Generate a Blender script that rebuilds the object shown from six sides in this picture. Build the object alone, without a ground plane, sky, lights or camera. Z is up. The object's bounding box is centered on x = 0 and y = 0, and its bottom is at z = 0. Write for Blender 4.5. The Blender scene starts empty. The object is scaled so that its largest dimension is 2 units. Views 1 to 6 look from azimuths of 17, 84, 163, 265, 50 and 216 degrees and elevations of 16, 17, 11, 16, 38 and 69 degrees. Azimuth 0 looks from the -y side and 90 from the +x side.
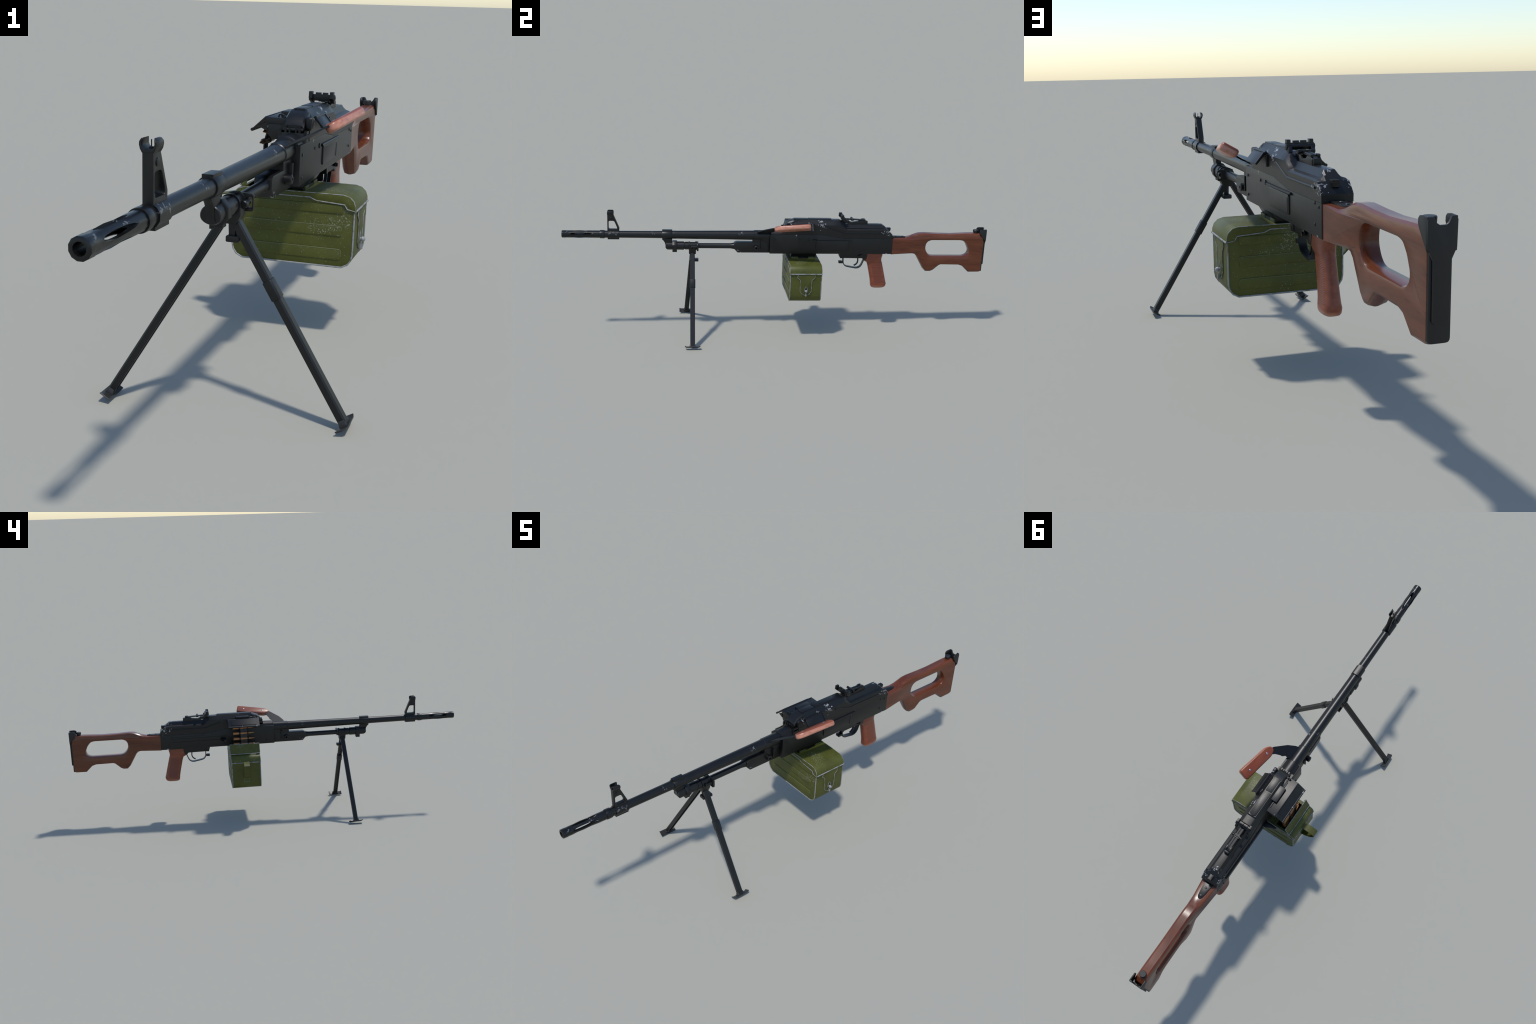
import bpy, bmesh, math, random
from mathutils import Vector, Matrix
from mathutils.geometry import tessellate_polygon

random.seed(7)
# ------------------------------------------------------------------ frame
# The weapon is modelled in its own frame (x across, y from muzzle to butt, z up);
# it stands on its bipod pitched one degree muzzle-up.
PITCH = math.radians(1.0)
OFFX = 0.0055
GUN = Matrix.Translation((OFFX, 0, 0)) @ Matrix.Rotation(-PITCH, 4, 'X')
IDENT = Matrix.Identity(4)
AX, AZ = 0.0, 0.4658            # bore axis
GZ = 0.4133                     # gas tube axis

# ------------------------------------------------------------------ materials
def new_mat(name):
    m = bpy.data.materials.new(name)
    m.use_nodes = True
    nt = m.node_tree
    for n in list(nt.nodes):
        nt.nodes.remove(n)
    out = nt.nodes.new('ShaderNodeOutputMaterial')
    bs = nt.nodes.new('ShaderNodeBsdfPrincipled')
    nt.links.new(bs.outputs['BSDF'], out.inputs['Surface'])
    return m, nt, bs

def N(nt, kind, **kw):
    n = nt.nodes.new(kind)
    for k, v in kw.items():
        if k.startswith('i_'):
            key = k[2:]
            key = int(key) if key.isdigit() else key.replace('_', ' ')
            n.inputs[key].default_value = v
        else:
            setattr(n, k, v)
    return n

def coords(nt, scale=(1, 1, 1), kind='Object'):
    tc = N(nt, 'ShaderNodeTexCoord')
    mp = N(nt, 'ShaderNodeMapping')
    mp.inputs['Scale'].default_value = scale
    nt.links.new(tc.outputs[kind], mp.inputs['Vector'])
    return mp.outputs['Vector']

def noise(nt, vec, scale, detail=4.0, rough=0.6):
    n = N(nt, 'ShaderNodeTexNoise')
    n.inputs['Scale'].default_value = scale
    n.inputs['Detail'].default_value = detail
    n.inputs['Roughness'].default_value = rough
    nt.links.new(vec, n.inputs['Vector'])
    return n.outputs['Fac']

def ramp(nt, fac, stops):
    r = N(nt, 'ShaderNodeValToRGB')
    els = r.color_ramp.elements
    while len(els) < len(stops):
        els.new(0.5)
    for e, (p, c) in zip(els, stops):
        e.position = p
        e.color = (c, c, c, 1) if isinstance(c, (int, float)) else (*c, 1)
    nt.links.new(fac, r.inputs['Fac'])
    return r.outputs['Color']

def math_node(nt, op, a, b=None, clamp=False):
    m = N(nt, 'ShaderNodeMath', operation=op)
    m.use_clamp = clamp
    for i, s in enumerate((a, b)):
        if s is None:
            continue
        if isinstance(s, (int, float)):
            m.inputs[i].default_value = s
        else:
            nt.links.new(s, m.inputs[i])
    return m.outputs[0]

def mix(nt, fac, a, b):
    m = N(nt, 'ShaderNodeMix', data_type='RGBA')
    for sock, s in ((m.inputs[0], fac), (m.inputs[6], a), (m.inputs[7], b)):
        if isinstance(s, (int, float)):
            sock.default_value = s
        elif isinstance(s, tuple):
            sock.default_value = (*s, 1)
        else:
            nt.links.new(s, sock)
    return m.outputs[2]

def bump(nt, bs, height, strength, dist=0.002):
    b = N(nt, 'ShaderNodeBump')
    b.inputs['Strength'].default_value = strength
    b.inputs['Distance'].default_value = dist
    nt.links.new(height, b.inputs['Height'])
    nt.links.new(b.outputs['Normal'], bs.inputs['Normal'])

def hotspot_mask(nt, spots, nscale=130.0, lo=0.575, hi=0.61):
    """Chipped-finish mask: noise islands inside soft balls round given places."""
    vec = coords(nt)
    total = None
    for (c, r) in spots:
        w = GUN @ Vector(c)
        sub = N(nt, 'ShaderNodeVectorMath', operation='DISTANCE')
        nt.links.new(vec, sub.inputs[0])
        sub.inputs[1].default_value = w
        d = math_node(nt, 'DIVIDE', sub.outputs['Value'], r)
        d = math_node(nt, 'SUBTRACT', 1.0, d, clamp=True)
        total = d if total is None else math_node(nt, 'MAXIMUM', total, d)
    n = noise(nt, vec, nscale, 3.0, 0.55)
    s = math_node(nt, 'MULTIPLY', total, 0.24)
    s = math_node(nt, 'ADD', n, s)
    gate = math_node(nt, 'GREATER_THAN', total, 0.02)
    m = ramp(nt, s, [(lo + 0.14, 0.0), (hi + 0.14, 1.0)])
    return math_node(nt, 'MULTIPLY', m, gate)

def steel(name, base=0.0032, rough=0.45, spots=None, worn=0.30, tint=(1.0, 1.03, 1.07), brushed=True):
    m, nt, bs = new_mat(name)
    col = tuple(base * t for t in tint)
    vec = coords(nt)
    n1 = noise(nt, vec, 35.0, 5.0, 0.6)
    c = mix(nt, ramp(nt, n1, [(0.35, 0.0), (0.7, 1.0)]), tuple(v * 0.85 for v in col), tuple(v * 1.25 for v in col))
    streak = noise(nt, coords(nt, (160, 160, 12)), 3.0, 3.0, 0.6)
    r = math_node(nt, 'ADD', math_node(nt, 'MULTIPLY', streak, 0.16), rough - 0.13)
    if spots:
        mask = hotspot_mask(nt, spots)
        c = mix(nt, math_node(nt, 'MULTIPLY', mask, 0.85), c, (worn, worn, worn * 1.06))
    nt.links.new(c, bs.inputs['Base Color'])
    nt.links.new(r, bs.inputs['Roughness'])
    bs.inputs['Specular IOR Level'].default_value = 0.40
    if brushed:
        bump(nt, bs, streak, 0.12, 0.0006)
    return m

def wood(name, dark, light, grain_scale=1.0, rough=0.29, pores=True, lined=False):
    m, nt, bs = new_mat(name)
    vec = coords(nt, (14 * grain_scale, 1.8 * grain_scale, 26 * grain_scale))
    warp = noise(nt, coords(nt, (6, 2.2, 6)), 2.0, 3.0, 0.5)
    addv = N(nt, 'ShaderNodeVectorMath', operation='ADD')
    comb = N(nt, 'ShaderNodeCombineXYZ')
    nt.links.new(math_node(nt, 'MULTIPLY', warp, 2.2), comb.inputs['Z'])
    nt.links.new(math_node(nt, 'MULTIPLY', warp, 1.1), comb.inputs['X'])
    nt.links.new(vec, addv.inputs[0]); nt.links.new(comb.outputs[0], addv.inputs[1])
    big = noise(nt, addv.outputs[0], 1.5, 5.0, 0.62)
    fine = noise(nt, coords(nt, (220, 16, 220)), 2.0, 3.0, 0.6)
    f = math_node(nt, 'ADD', math_node(nt, 'MULTIPLY', big, 0.75), math_node(nt, 'MULTIPLY', fine, 0.25))
    c = mix(nt, ramp(nt, f, [(0.36, 0.0), (0.62, 1.0)]), dark, light)
    if pores:
        p = noise(nt, addv.outputs[0], 5.0, 4.0, 0.7)
        c = mix(nt, ramp(nt, p, [(0.30, 0.55), (0.42, 0.0)]), c, tuple(v * 0.45 for v in dark))
    nt.links.new(c, bs.inputs['Base Color'])
    bs.inputs['Roughness'].default_value = rough
    bs.inputs['Specular IOR Level'].default_value = 0.45
    h = fine
    if lined:
        wv = N(nt, 'ShaderNodeTexWave', wave_type='BANDS', bands_direction='Z')
        wv.inputs['Scale'].default_value = 75.0
        wv.inputs['Distortion'].default_value = 1.0
        nt.links.new(coords(nt), wv.inputs['Vector'])
        h = math_node(nt, 'ADD', fine, wv.outputs['Fac'])
    bump(nt, bs, h, 0.15 if not lined else 0.3, 0.0008)
    return m

def axis_mask(nt, origin, direction, lo, hi):
    """0..1 along a direction in weapon space, from lo to hi metres past origin."""
    d = N(nt, 'ShaderNodeVectorMath', operation='DOT_PRODUCT')
    sub = N(nt, 'ShaderNodeVectorMath', operation='SUBTRACT')
    nt.links.new(coords(nt), sub.inputs[0])
    sub.inputs[1].default_value = GUN @ Vector(origin)
    nt.links.new(sub.outputs[0], d.inputs[0])
    d.inputs[1].default_value = GUN.to_3x3() @ Vector(direction).normalized()
    mr = N(nt, 'ShaderNodeMapRange', interpolation_type='SMOOTHSTEP')
    mr.inputs['From Min'].default_value = lo
    mr.inputs['From Max'].default_value = hi
    nt.links.new(d.outputs['Value'], mr.inputs['Value'])
    return mr.outputs['Result']

def red_wood(name, dark, light, pale):
    m, nt, bs = new_mat(name)
    big = noise(nt, coords(nt, (40, 6, 40)), 2.0, 5.0, 0.6)
    fine = noise(nt, coords(nt, (260, 30, 260)), 2.0, 3.0, 0.6)
    f = math_node(nt, 'ADD', math_node(nt, 'MULTIPLY', big, 0.65), math_node(nt, 'MULTIPLY', fine, 0.35))
    c = mix(nt, ramp(nt, f, [(0.36, 0.0), (0.64, 1.0)]), dark, light)
    bs.inputs['Roughness'].default_value = 0.33
    bs.inputs['Specular IOR Level'].default_value = 0.45
    return m, nt, bs, c, fine, pale

def olive(name, base=(0.062, 0.068, 0.0105), chips=True):
    m, nt, bs = new_mat(name)
    vec = coords(nt)
    n1 = noise(nt, vec, 14.0, 4.0, 0.55)
    c = mix(nt, ramp(nt, n1, [(0.35, 0.0), (0.68, 1.0)]), tuple(v * 0.85 for v in base), tuple(v * 1.15 for v in base))
    if chips:
        # bare specks, gathered in drifts
        drift = ramp(nt, noise(nt, vec, 9.0, 2.0, 0.5), [(0.50, 0.0), (0.66, 1.0)])
        speck = noise(nt, coords(nt, (1, 1, 1)), 300.0, 2.0, 0.5)
        sp = math_node(nt, 'ADD', speck, math_node(nt, 'MULTIPLY', drift, 0.10))
        k = ramp(nt, sp, [(0.675, 0.0), (0.73, 0.8)])
        c = mix(nt, k, c, (0.21, 0.22, 0.17))
        haze = noise(nt, coords(nt, (30, 30, 160)), 3.0, 3.0, 0.6)
        hz = math_node(nt, 'MULTIPLY', ramp(nt, haze, [(0.5, 0.0), (0.8, 0.5)]), drift)
        c = mix(nt, hz, c, (0.15, 0.165, 0.09))
    nt.links.new(c, bs.inputs['Base Color'])
    bs.inputs['Roughness'].default_value = 0.5
    bs.inputs['Specular IOR Level'].default_value = 0.3
    bump(nt, bs, noise(nt, vec, 120.0, 3.0), 0.05, 0.001)
    return m

def plain(name, col, rough=0.45, metallic=0.0, nscale=60.0, var=0.25):
    m, nt, bs = new_mat(name)
    n1 = noise(nt, coords(nt), nscale, 4.0)
    c = mix(nt, n1, tuple(v * (1 - var) for v in col), tuple(min(1, v * (1 + var)) for v in col))
    nt.links.new(c, bs.inputs['Base Color'])
    bs.inputs['Roughness'].default_value = rough
    bs.inputs['Metallic'].default_value = metallic
    return m

MAT_STEEL = steel('blued_steel')
MAT_BARREL = steel('blued_barrel_steel', worn=0.11, base=0.0036, rough=0.42,
                   spots=[((0.012, -0.60, 0.478), 0.022), ((0.015, -0.185, 0.478), 0.02),
                          ((-0.015, -0.20, 0.478), 0.02), ((0.016, -0.795, 0.472), 0.02), ((0.017, -0.765, 0.472), 0.018)])
MAT_FLASH = steel('flash_hider_steel', worn=0.10, base=0.0036, rough=0.38,
                  spots=[((0.010, -0.895, 0.482), 0.02), ((-0.010, -0.90, 0.482), 0.02), ((0.010, -0.985, 0.479), 0.015)])
MAT_RECEIVER = steel('receiver_steel', base=0.0032, rough=0.47,
                     spots=[((0.035, 0.505, 0.388), 0.014), ((-0.035, 0.50, 0.388), 0.02), ((0.035, 0.07, 0.478), 0.012)])
MAT_COVER = steel('cover_steel', base=0.0032, rough=0.46,
                  spots=[((0.033, 0.512, 0.490), 0.034), ((0.036, 0.485, 0.490), 0.02), ((0.034, 0.19, 0.527), 0.03),
                         ((0.022, 0.185, 0.541), 0.02), ((0.034, 0.045, 0.53), 0.02), ((0.03, 0.13, 0.535), 0.014),
                         ((-0.035, 0.51, 0.488), 0.030), ((-0.036, 0.482, 0.489), 0.018), ((0.0, 0.487, 0.525), 0.030)])
MAT_TRAY = steel('feed_tray_steel', base=0.0036, rough=0.46,
                 spots=[((-0.071, 0.18, 0.529), 0.014), ((-0.101, 0.12, 0.498), 0.018), ((-0.103, 0.04, 0.498), 0.014)])
MAT_GAS = steel('gas_block_steel', worn=0.2, base=0.0032, rough=0.46,
                spots=[((0.02, -0.196, 0.389), 0.02), ((-0.02, -0.196, 0.389), 0.02)])
MAT_FOOT = steel('worn_foot_steel', base=0.020, rough=0.5, tint=(1.0, 0.98, 0.94))
MAT_BLACK = plain('black_polymer', (0.0050, 0.0050, 0.0052), 0.5)
MAT_DARK = plain('dark_link_steel', (0.006, 0.006, 0.007), 0.45)
MAT_STOCK = wood('walnut_stock', (0.072, 0.0155, 0.0058), (0.135, 0.037, 0.0125))
def grip_material():
    # dark chequered panel on each flat, polished border, rubbed pale foot
    m, nt, bs, c, fine, pale = red_wood('red_grip_wood', (0.155, 0.034, 0.016), (0.225, 0.060, 0.028), (0.36, 0.155, 0.095))
    along, across = (0, -0.21, 0.978), (0, 0.978, 0.21)
    mid = (0, 0.4735, 0.283)
    p = axis_mask(nt, mid, along, 0.052, 0.046)
    p = math_node(nt, 'MULTIPLY', p, axis_mask(nt, mid, along, -0.053, -0.047))
    p = math_node(nt, 'MULTIPLY', p, axis_mask(nt, mid, across, -0.0235, -0.0190))
    p = math_node(nt, 'MULTIPLY', p, axis_mask(nt, mid, across, 0.0235, 0.0190))
    c = mix(nt, math_node(nt, 'MULTIPLY', p, 0.75), c, (0.105, 0.022, 0.010))
    foot = axis_mask(nt, (0, 0, 0.226), (0, 0, 1), 0.002, -0.008)
    foot = math_node(nt, 'MULTIPLY', foot, math_node(nt, 'ADD', fine, 0.25), clamp=True)
    c = mix(nt, foot, c, pale)
    wv = N(nt, 'ShaderNodeTexWave', wave_type='BANDS', bands_direction='Z')
    wv.inputs['Scale'].default_value = 85.0
    wv.inputs['Distortion'].default_value = 1.5
    nt.links.new(coords(nt), wv.inputs['Vector'])
    c = mix(nt, math_node(nt, 'MULTIPLY', math_node(nt, 'MULTIPLY', wv.outputs['Fac'], p), 0.5), c, (0.20, 0.055, 0.028))
    nt.links.new(c, bs.inputs['Base Color'])
    bump(nt, bs, math_node(nt, 'ADD', math_node(nt, 'MULTIPLY', wv.outputs['Fac'], p), math_node(nt, 'MULTIPLY', fine, 0.3)), 0.4, 0.0008)
    return m

def handle_material():
    # dark red on the bolted cheek, blotchy pale pink on the other sides
    m, nt, bs, c, fine, pale = red_wood('red_handle_wood', (0.160, 0.032, 0.0125), (0.225, 0.058, 0.024), (0.43, 0.190, 0.130))
    blot = noise(nt, coords(nt, (60, 25, 60)), 2.0, 3.0, 0.5)
    pale_side = axis_mask(nt, (0.108, 0.04, 0.533), (-0.51, 0.0, 0.86), 0.0050, -0.0005)
    pale_side = math_node(nt, 'MULTIPLY', pale_side, ramp(nt, blot, [(0.30, 0.55), (0.60, 1.0)]))
    c = mix(nt, pale_side, c, pale)
    nt.links.new(c, bs.inputs['Base Color'])
    bump(nt, bs, fine, 0.12, 0.0008)
    return m
MAT_GRIP = grip_material()
MAT_HANDLE = handle_material()
MAT_OLIVE = olive('olive_paint')
MAT_STRAP = olive('olive_strap', (0.060, 0.064, 0.012), False)
def trim_material():
    m, nt, bs = new_mat('bare_zinc_edge')
    g = noise(nt, coords(nt), 120.0, 4.0, 0.6)
    c = mix(nt, g, (0.15, 0.155, 0.16), (0.29, 0.30, 0.315))
    left = ramp(nt, noise(nt, coords(nt), 55.0, 3.0, 0.6), [(0.52, 0.0), (0.60, 0.75)])
    c = mix(nt, left, c, (0.085, 0.092, 0.030))
    nt.links.new(c, bs.inputs['Base Color'])
    bs.inputs['Roughness'].default_value = 0.5
    return m
MAT_TRIM = trim_material()
MAT_RIB = plain('rubbed_paint_rib', (0.105, 0.115, 0.045), 0.5, 0.0, 90.0, 0.35)
MAT_BOLT = plain('bright_bolt_steel', (0.32, 0.33, 0.36), 0.3, 0.8)
MAT_BRASS = plain('brass_case', (0.34, 0.155, 0.055), 0.42, 0.55, 40, 0.25)

# ------------------------------------------------------------------ mesh kit
ROOT = bpy.data.objects.new('machine_gun', None)
ROOT.empty_display_size = 0.2
bpy.context.collection.objects.link(ROOT)
ROOT['label'] = 'black belt-fed machine gun, wooden stock, green ammunition box'
ROOT['category'] = 'machine gun'

class Geo:
    def __init__(self):
        self.v, self.f = [], []
    def add(self, verts, faces):
        o = len(self.v)
        self.v += [tuple(p) for p in verts]
        self.f += [tuple(i + o for i in fc) for fc in faces]
        return self
    def __add__(self, other):
        return Geo().add(self.v, self.f).add(other.v, other.f)
    def map(self, fn):
        self.v = [tuple(fn(Vector(p))) for p in self.v]
        return self

def mesh_from(name, geo, mat, bevel=0.0, segs=2, frame=GUN, angle=35.0):
    me = bpy.data.meshes.new(name)
    bm = bmesh.new()
    vs = [bm.verts.new(p) for p in geo.v]
    for fc in geo.f:
        try:
            bm.faces.new([vs[i] for i in fc])
        except ValueError:
            pass
    bmesh.ops.remove_doubles(bm, verts=bm.verts, dist=1e-6)
    bmesh.ops.recalc_face_normals(bm, faces=bm.faces)
    if bevel > 0:
        es = [e for e in bm.edges if len(e.link_faces) == 2 and e.calc_face_angle(0) > math.radians(28)]
        bmesh.ops.bevel(bm, geom=es, offset=bevel, segments=segs, profile=0.6, affect='EDGES', clamp_overlap=True)
    bmesh.ops.transform(bm, matrix=frame, verts=bm.verts)
    bm.to_mesh(me)
    bm.free()
    for p in me.polygons:
        p.use_smooth = True
    me.set_sharp_from_angle(angle=math.radians(angle))
    me.materials.append(mat)
    return me

def part(name, geo, mat, parent=ROOT, **kw):
    ob = bpy.data.objects.new(name, mesh_from(name, geo, mat, **kw))
    bpy.context.collection.objects.link(ob)
    ob.parent = parent
    return ob

def area2(poly):
    return sum(a[0] * b[1] - b[0] * a[1] for a, b in zip(poly, poly[1:] + poly[:1]))

def offset_poly(poly, dist):
    """Inset a counter-clockwise polygon by dist (number or function of the point)."""
    out, n = [], len(poly)
    for i in range(n):
        p0, p1, p2 = (Vector(poly[(i + k) % n]) for k in (-1, 0, 1))
        d1, d2 = (p1 - p0).normalized(), (p2 - p1).normalized()
        n1, n2 = Vector((-d1.y, d1.x)), Vector((-d2.y, d2.x))
        m = n1 + n2
        k = m.dot(n1)
        m = m / max(k, 0.5)
        d = dist(p1) if callable(dist) else dist
        out.append(tuple(p1 + m * d))
    return out

def to3(axis, a, p):
    return {'x': (a, p[0], p[1]), 'y': (p[0], a, p[1]), 'z': (p[0], p[1], a)}[axis]

def plate(axis, outline, a0, a1, ch=0.0, holes=(), hole_ch=0.0, depth=None, segs=2):
    """Extrude an outline between a0 and a1; edges rounded by ch (in plane) and depth (through)."""
    g = Geo()
    outline = [tuple(p) for p in outline]
    if area2(outline) < 0:
        outline = outline[::-1]
    holes = [[tuple(p) for p in h] for h in holes]
    holes = [h if area2(h) < 0 else h[::-1] for h in holes]
    def rings(poly, c, d):
        # each ring is a list of (position along the axis, 2D point)
        if not callable(c) and c <= 0:
            return [[(a0, p) for p in poly], [(a1, p) for p in poly]]
        low = []
        for s in range(segs + 1):
            t = s / segs * math.pi / 2
            inn = 1 - math.sin(t)
            f = (lambda p, k=inn: c(p) * k) if callable(c) else c * inn
            deep = [(d(Vector(p)) if callable(d) else d) * (1 - math.cos(t)) for p in poly]
            low.append([(a0 + k, q) for k, q in zip(deep, offset_poly(poly, f))])
        high = [[(a1 - (a - a0), q) for a, q in r] for r in low[::-1]]
        return low + high
    loops = []
    for poly, c in [(outline, ch)] + [(h, hole_ch) for h in holes]:
        d = depth if (depth is not None and poly is outline) else (0.005 if callable(c) else c)
        rs = rings(poly, c, d)
        n = len(poly)
        vv, ff = [], []
        for r in rs:
            vv += [to3(axis, a, p) for a, p in r]
        for k in range(len(rs) - 1):
            for i in range(n):
                j = (i + 1) % n
                ff.append((k * n + i, k * n + j, (k + 1) * n + j, (k + 1) * n + i))
        g.add(vv, ff)
        loops.append((rs[0], rs[-1]))
    for end in (0, 1):
        ls = [l[end] for l in loops]
        flat = [to3(axis, a, p) for l in ls for a, p in l]
        if len(ls) == 1:
            g.add(flat, [tuple(range(len(flat)))])
        else:
            polys = [[Vector((p[0], p[1], 0)) for a, p in l] for l in ls]
            g.add(flat, [tuple(t) for t in tessellate_polygon(polys)])
    return g

def block(x0, x1, y0, y1, z0, z1):
    return plate('x', [(y0, z0), (y1, z0), (y1, z1), (y0, z1)], x0, x1)

def circle(cx, cz, r, n=24, a0=0.0):
    return [(cx + r * math.cos(a0 + 2 * math.pi * i / n), cz + r * math.sin(a0 + 2 * math.pi * i / n)) for i in range(n)]

def lathe(axis, profile, centre=(0, 0), n=28, closed=False, a0=0.0):
    """Turn a profile of (along axis, radius) points."""
    g = Geo()
    vv, ff = [], []
    for a, r in profile:
        vv += [to3(axis, a, p) for p in circle(centre[0], centre[1], r, n, a0)]
    m = len(profile)
    for k in range(m if closed else m - 1):
        k2 = (k + 1) % m
        for i in range(n):
            j = (i + 1) % n
            ff.append((k * n + i, k * n + j, k2 * n + j, k2 * n + i))
    if not closed:
        ff.append(tuple(range(n)))
        ff.append(tuple(range((m - 1) * n, m * n)))
    return g.add(vv, ff)

def loft(rings, cap=True):
    g = Geo()
    n = len(rings[0])
    vv = [p for r in rings for p in r]
    ff = []
    for k in range(len(rings) - 1):
        for i in range(n):
            j = (i + 1) % n
            ff.append((k * n + i, k * n + j, (k + 1) * n + j, (k + 1) * n + i))
    if cap:
        ff += [tuple(range(n)), tuple(range((len(rings) - 1) * n, len(rings) * n))]
    return g.add(vv, ff)

def sweep(path, section, up=(0, 0, 1), closed=False):
    """Sweep a 2D section (side, up) along a 3D path."""
    pts = [Vector(p) for p in path]
    rings = []
    for i, p in enumerate(pts):
        if closed:
            t = pts[(i + 1) % len(pts)] - pts[i - 1]
        else:
            t = pts[min(i + 1, len(pts) - 1)] - pts[max(i - 1, 0)]
        t.normalize()
        u = Vector(up)
        if abs(t.dot(u)) > 0.95:
            u = Vector((1, 0, 0)) if abs(t.x) < 0.9 else Vector((0, 1, 0))
        s = t.cross(u).normalized()
        w = s.cross(t).normalized()
        rings.append([tuple(p + s * a + w * b) for a, b in section])
    if closed:
        rings.append(rings[0])
        return loft(rings, cap=False)
    return loft(rings)

def rod(path, r, n=8, up=(0, 0, 1), closed=False):
    return sweep(path, circle(0, 0, r, n, math.pi / n), up, closed)

def rounded(pts, r, n=4):
    """Round the corners of a closed 2D outline."""
    out, m = [], len(pts)
    for i in range(m):
        p0, p1, p2 = (Vector(pts[(i + k) % m]) for k in (-1, 0, 1))
        a, b = p0 - p1, p2 - p1
        k = min(r, a.length * 0.45, b.length * 0.45)
        s, e = p1 + a.normalized() * k, p1 + b.normalized() * k
        for j in range(n + 1):
            t = j / n
            out.append(tuple(s * (1 - t) ** 2 + p1 * 2 * t * (1 - t) + e * t * t))
    return out

def boolean_cut(ob, geo):
    cut = bpy.data.objects.new('cutter_tmp', mesh_from('cutter_tmp', geo, MAT_STEEL, frame=GUN))
    bpy.context.collection.objects.link(cut)
    md = ob.modifiers.new('cut', 'BOOLEAN')
    md.operation = 'DIFFERENCE'; md.object = cut; md.solver = 'EXACT'
    try:
        md.use_self = True
    except Exception:
        pass
    dg = bpy.context.evaluated_depsgraph_get()
    dg.update()
    me = bpy.data.meshes.new_from_object(ob.evaluated_get(dg))
    ob.modifiers.clear()
    old = ob.data
    ob.data = me
    me.name = ob.name
    bpy.data.meshes.remove(old)
    bpy.data.objects.remove(cut)
    for p in me.polygons:
        p.use_smooth = True
        p.material_index = 0
    while len(me.materials) > 1:
        me.materials.pop()
    me.set_sharp_from_angle(angle=math.radians(35))

def mirror_x(g):
    return Geo().add([(-x, y, z) for x, y, z in g.v], g.f)

def repeat(name, mesh, mats, parent):
    obs = []
    for m in mats:
        ob = bpy.data.objects.new(name, mesh)
        bpy.context.collection.objects.link(ob)
        ob.parent = parent
        ob.matrix_world = m
        obs.append(ob)
    return obs

BORE = (AX, AZ)
GAS = (0.0, GZ)

# ------------------------------------------------------------------ barrel
barrel = part('barrel', lathe('y', [
    (-0.835, 0.0150), (-0.835, 0.0188), (-0.832, 0.0193), (-0.817, 0.0193), (-0.814, 0.0186), (-0.814, 0.0168), (-0.800, 0.0166),
    (-0.748, 0.0161), (-0.60, 0.0166), (-0.552, 0.0172), (-0.505, 0.0184), (-0.498, 0.0189), (-0.484, 0.0185),
    (-0.30, 0.0203), (-0.127, 0.0220), (-0.125, 0.0241), (-0.048, 0.0245), (-0.04, 0.0245)], BORE, 36), MAT_BARREL)

hider = part('flash_hider', lathe('y', [
    (-1.0080, 0.0098), (-1.0080, 0.0145), (-1.0065, 0.0169), (-0.990, 0.0172), (-0.988, 0.0165), (-0.973, 0.0167), (-0.955, 0.0162),
    (-0.93, 0.0174), (-0.90, 0.0162), (-0.865, 0.0171), (-0.836, 0.0171), (-0.833, 0.0171), (-0.833, 0.0098)], BORE, 12, closed=True, a0=math.pi / 12), MAT_FLASH, barrel)
slots = Geo()
for k in range(5):
    ang = math.radians(18 + 72 * k)
    ring_pts = []
    for j in range(13):
        t = -1 + 2 * j / 12
        prof = math.sqrt(max(0.0, 1 - abs(t) ** 2.4)) + 0.02
        prof *= 1.0 - 0.16 * t
        ring_pts.append([(0.0172 + 0.0098 * prof * math.cos(q), -0.920 + 0.052 * t, 0.0058 * prof * math.sin(q))
                         for q in [2 * math.pi * i / 12 for i in range(12)]])
    s = loft(ring_pts)
    rot = Matrix.Rotation(-ang, 4, 'Y')
    s.map(lambda p: rot @ p + Vector((AX, 0, AZ)))
    slots = slots + s
boolean_cut(hider, slots)

# front sight
fs_outline = [(-0.801, 0.476), (-0.748, 0.476), (-0.747, 0.497), (-0.7735, 0.560), (-0.7735, 0.5635), (-0.801, 0.5635)]
fs_hole = rounded([(-0.7955, 0.492), (-0.757, 0.492), (-0.757, 0.500), (-0.770, 0.531), (-0.7955, 0.531)], 0.007, 3)
sight = part('front_sight', plate('x', fs_outline, -0.0088, 0.0088, 0.0012, [fs_hole], 0.001)
             + lathe('y', [(-0.800, 0.0165), (-0.800, 0.0200), (-0.748, 0.0196), (-0.748, 0.0150)], BORE, 12, a0=math.pi / 12)
             + block(-0.0115, 0.0115, -0.800, -0.748, 0.4445, 0.460)
             + lathe('x', [(-0.0100, 0.0060), (-0.0096, 0.0066), (0.0096, 0.0066), (0.0100, 0.0060)], (-0.785, 0.544), 16),
             MAT_BARREL, barrel)
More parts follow.
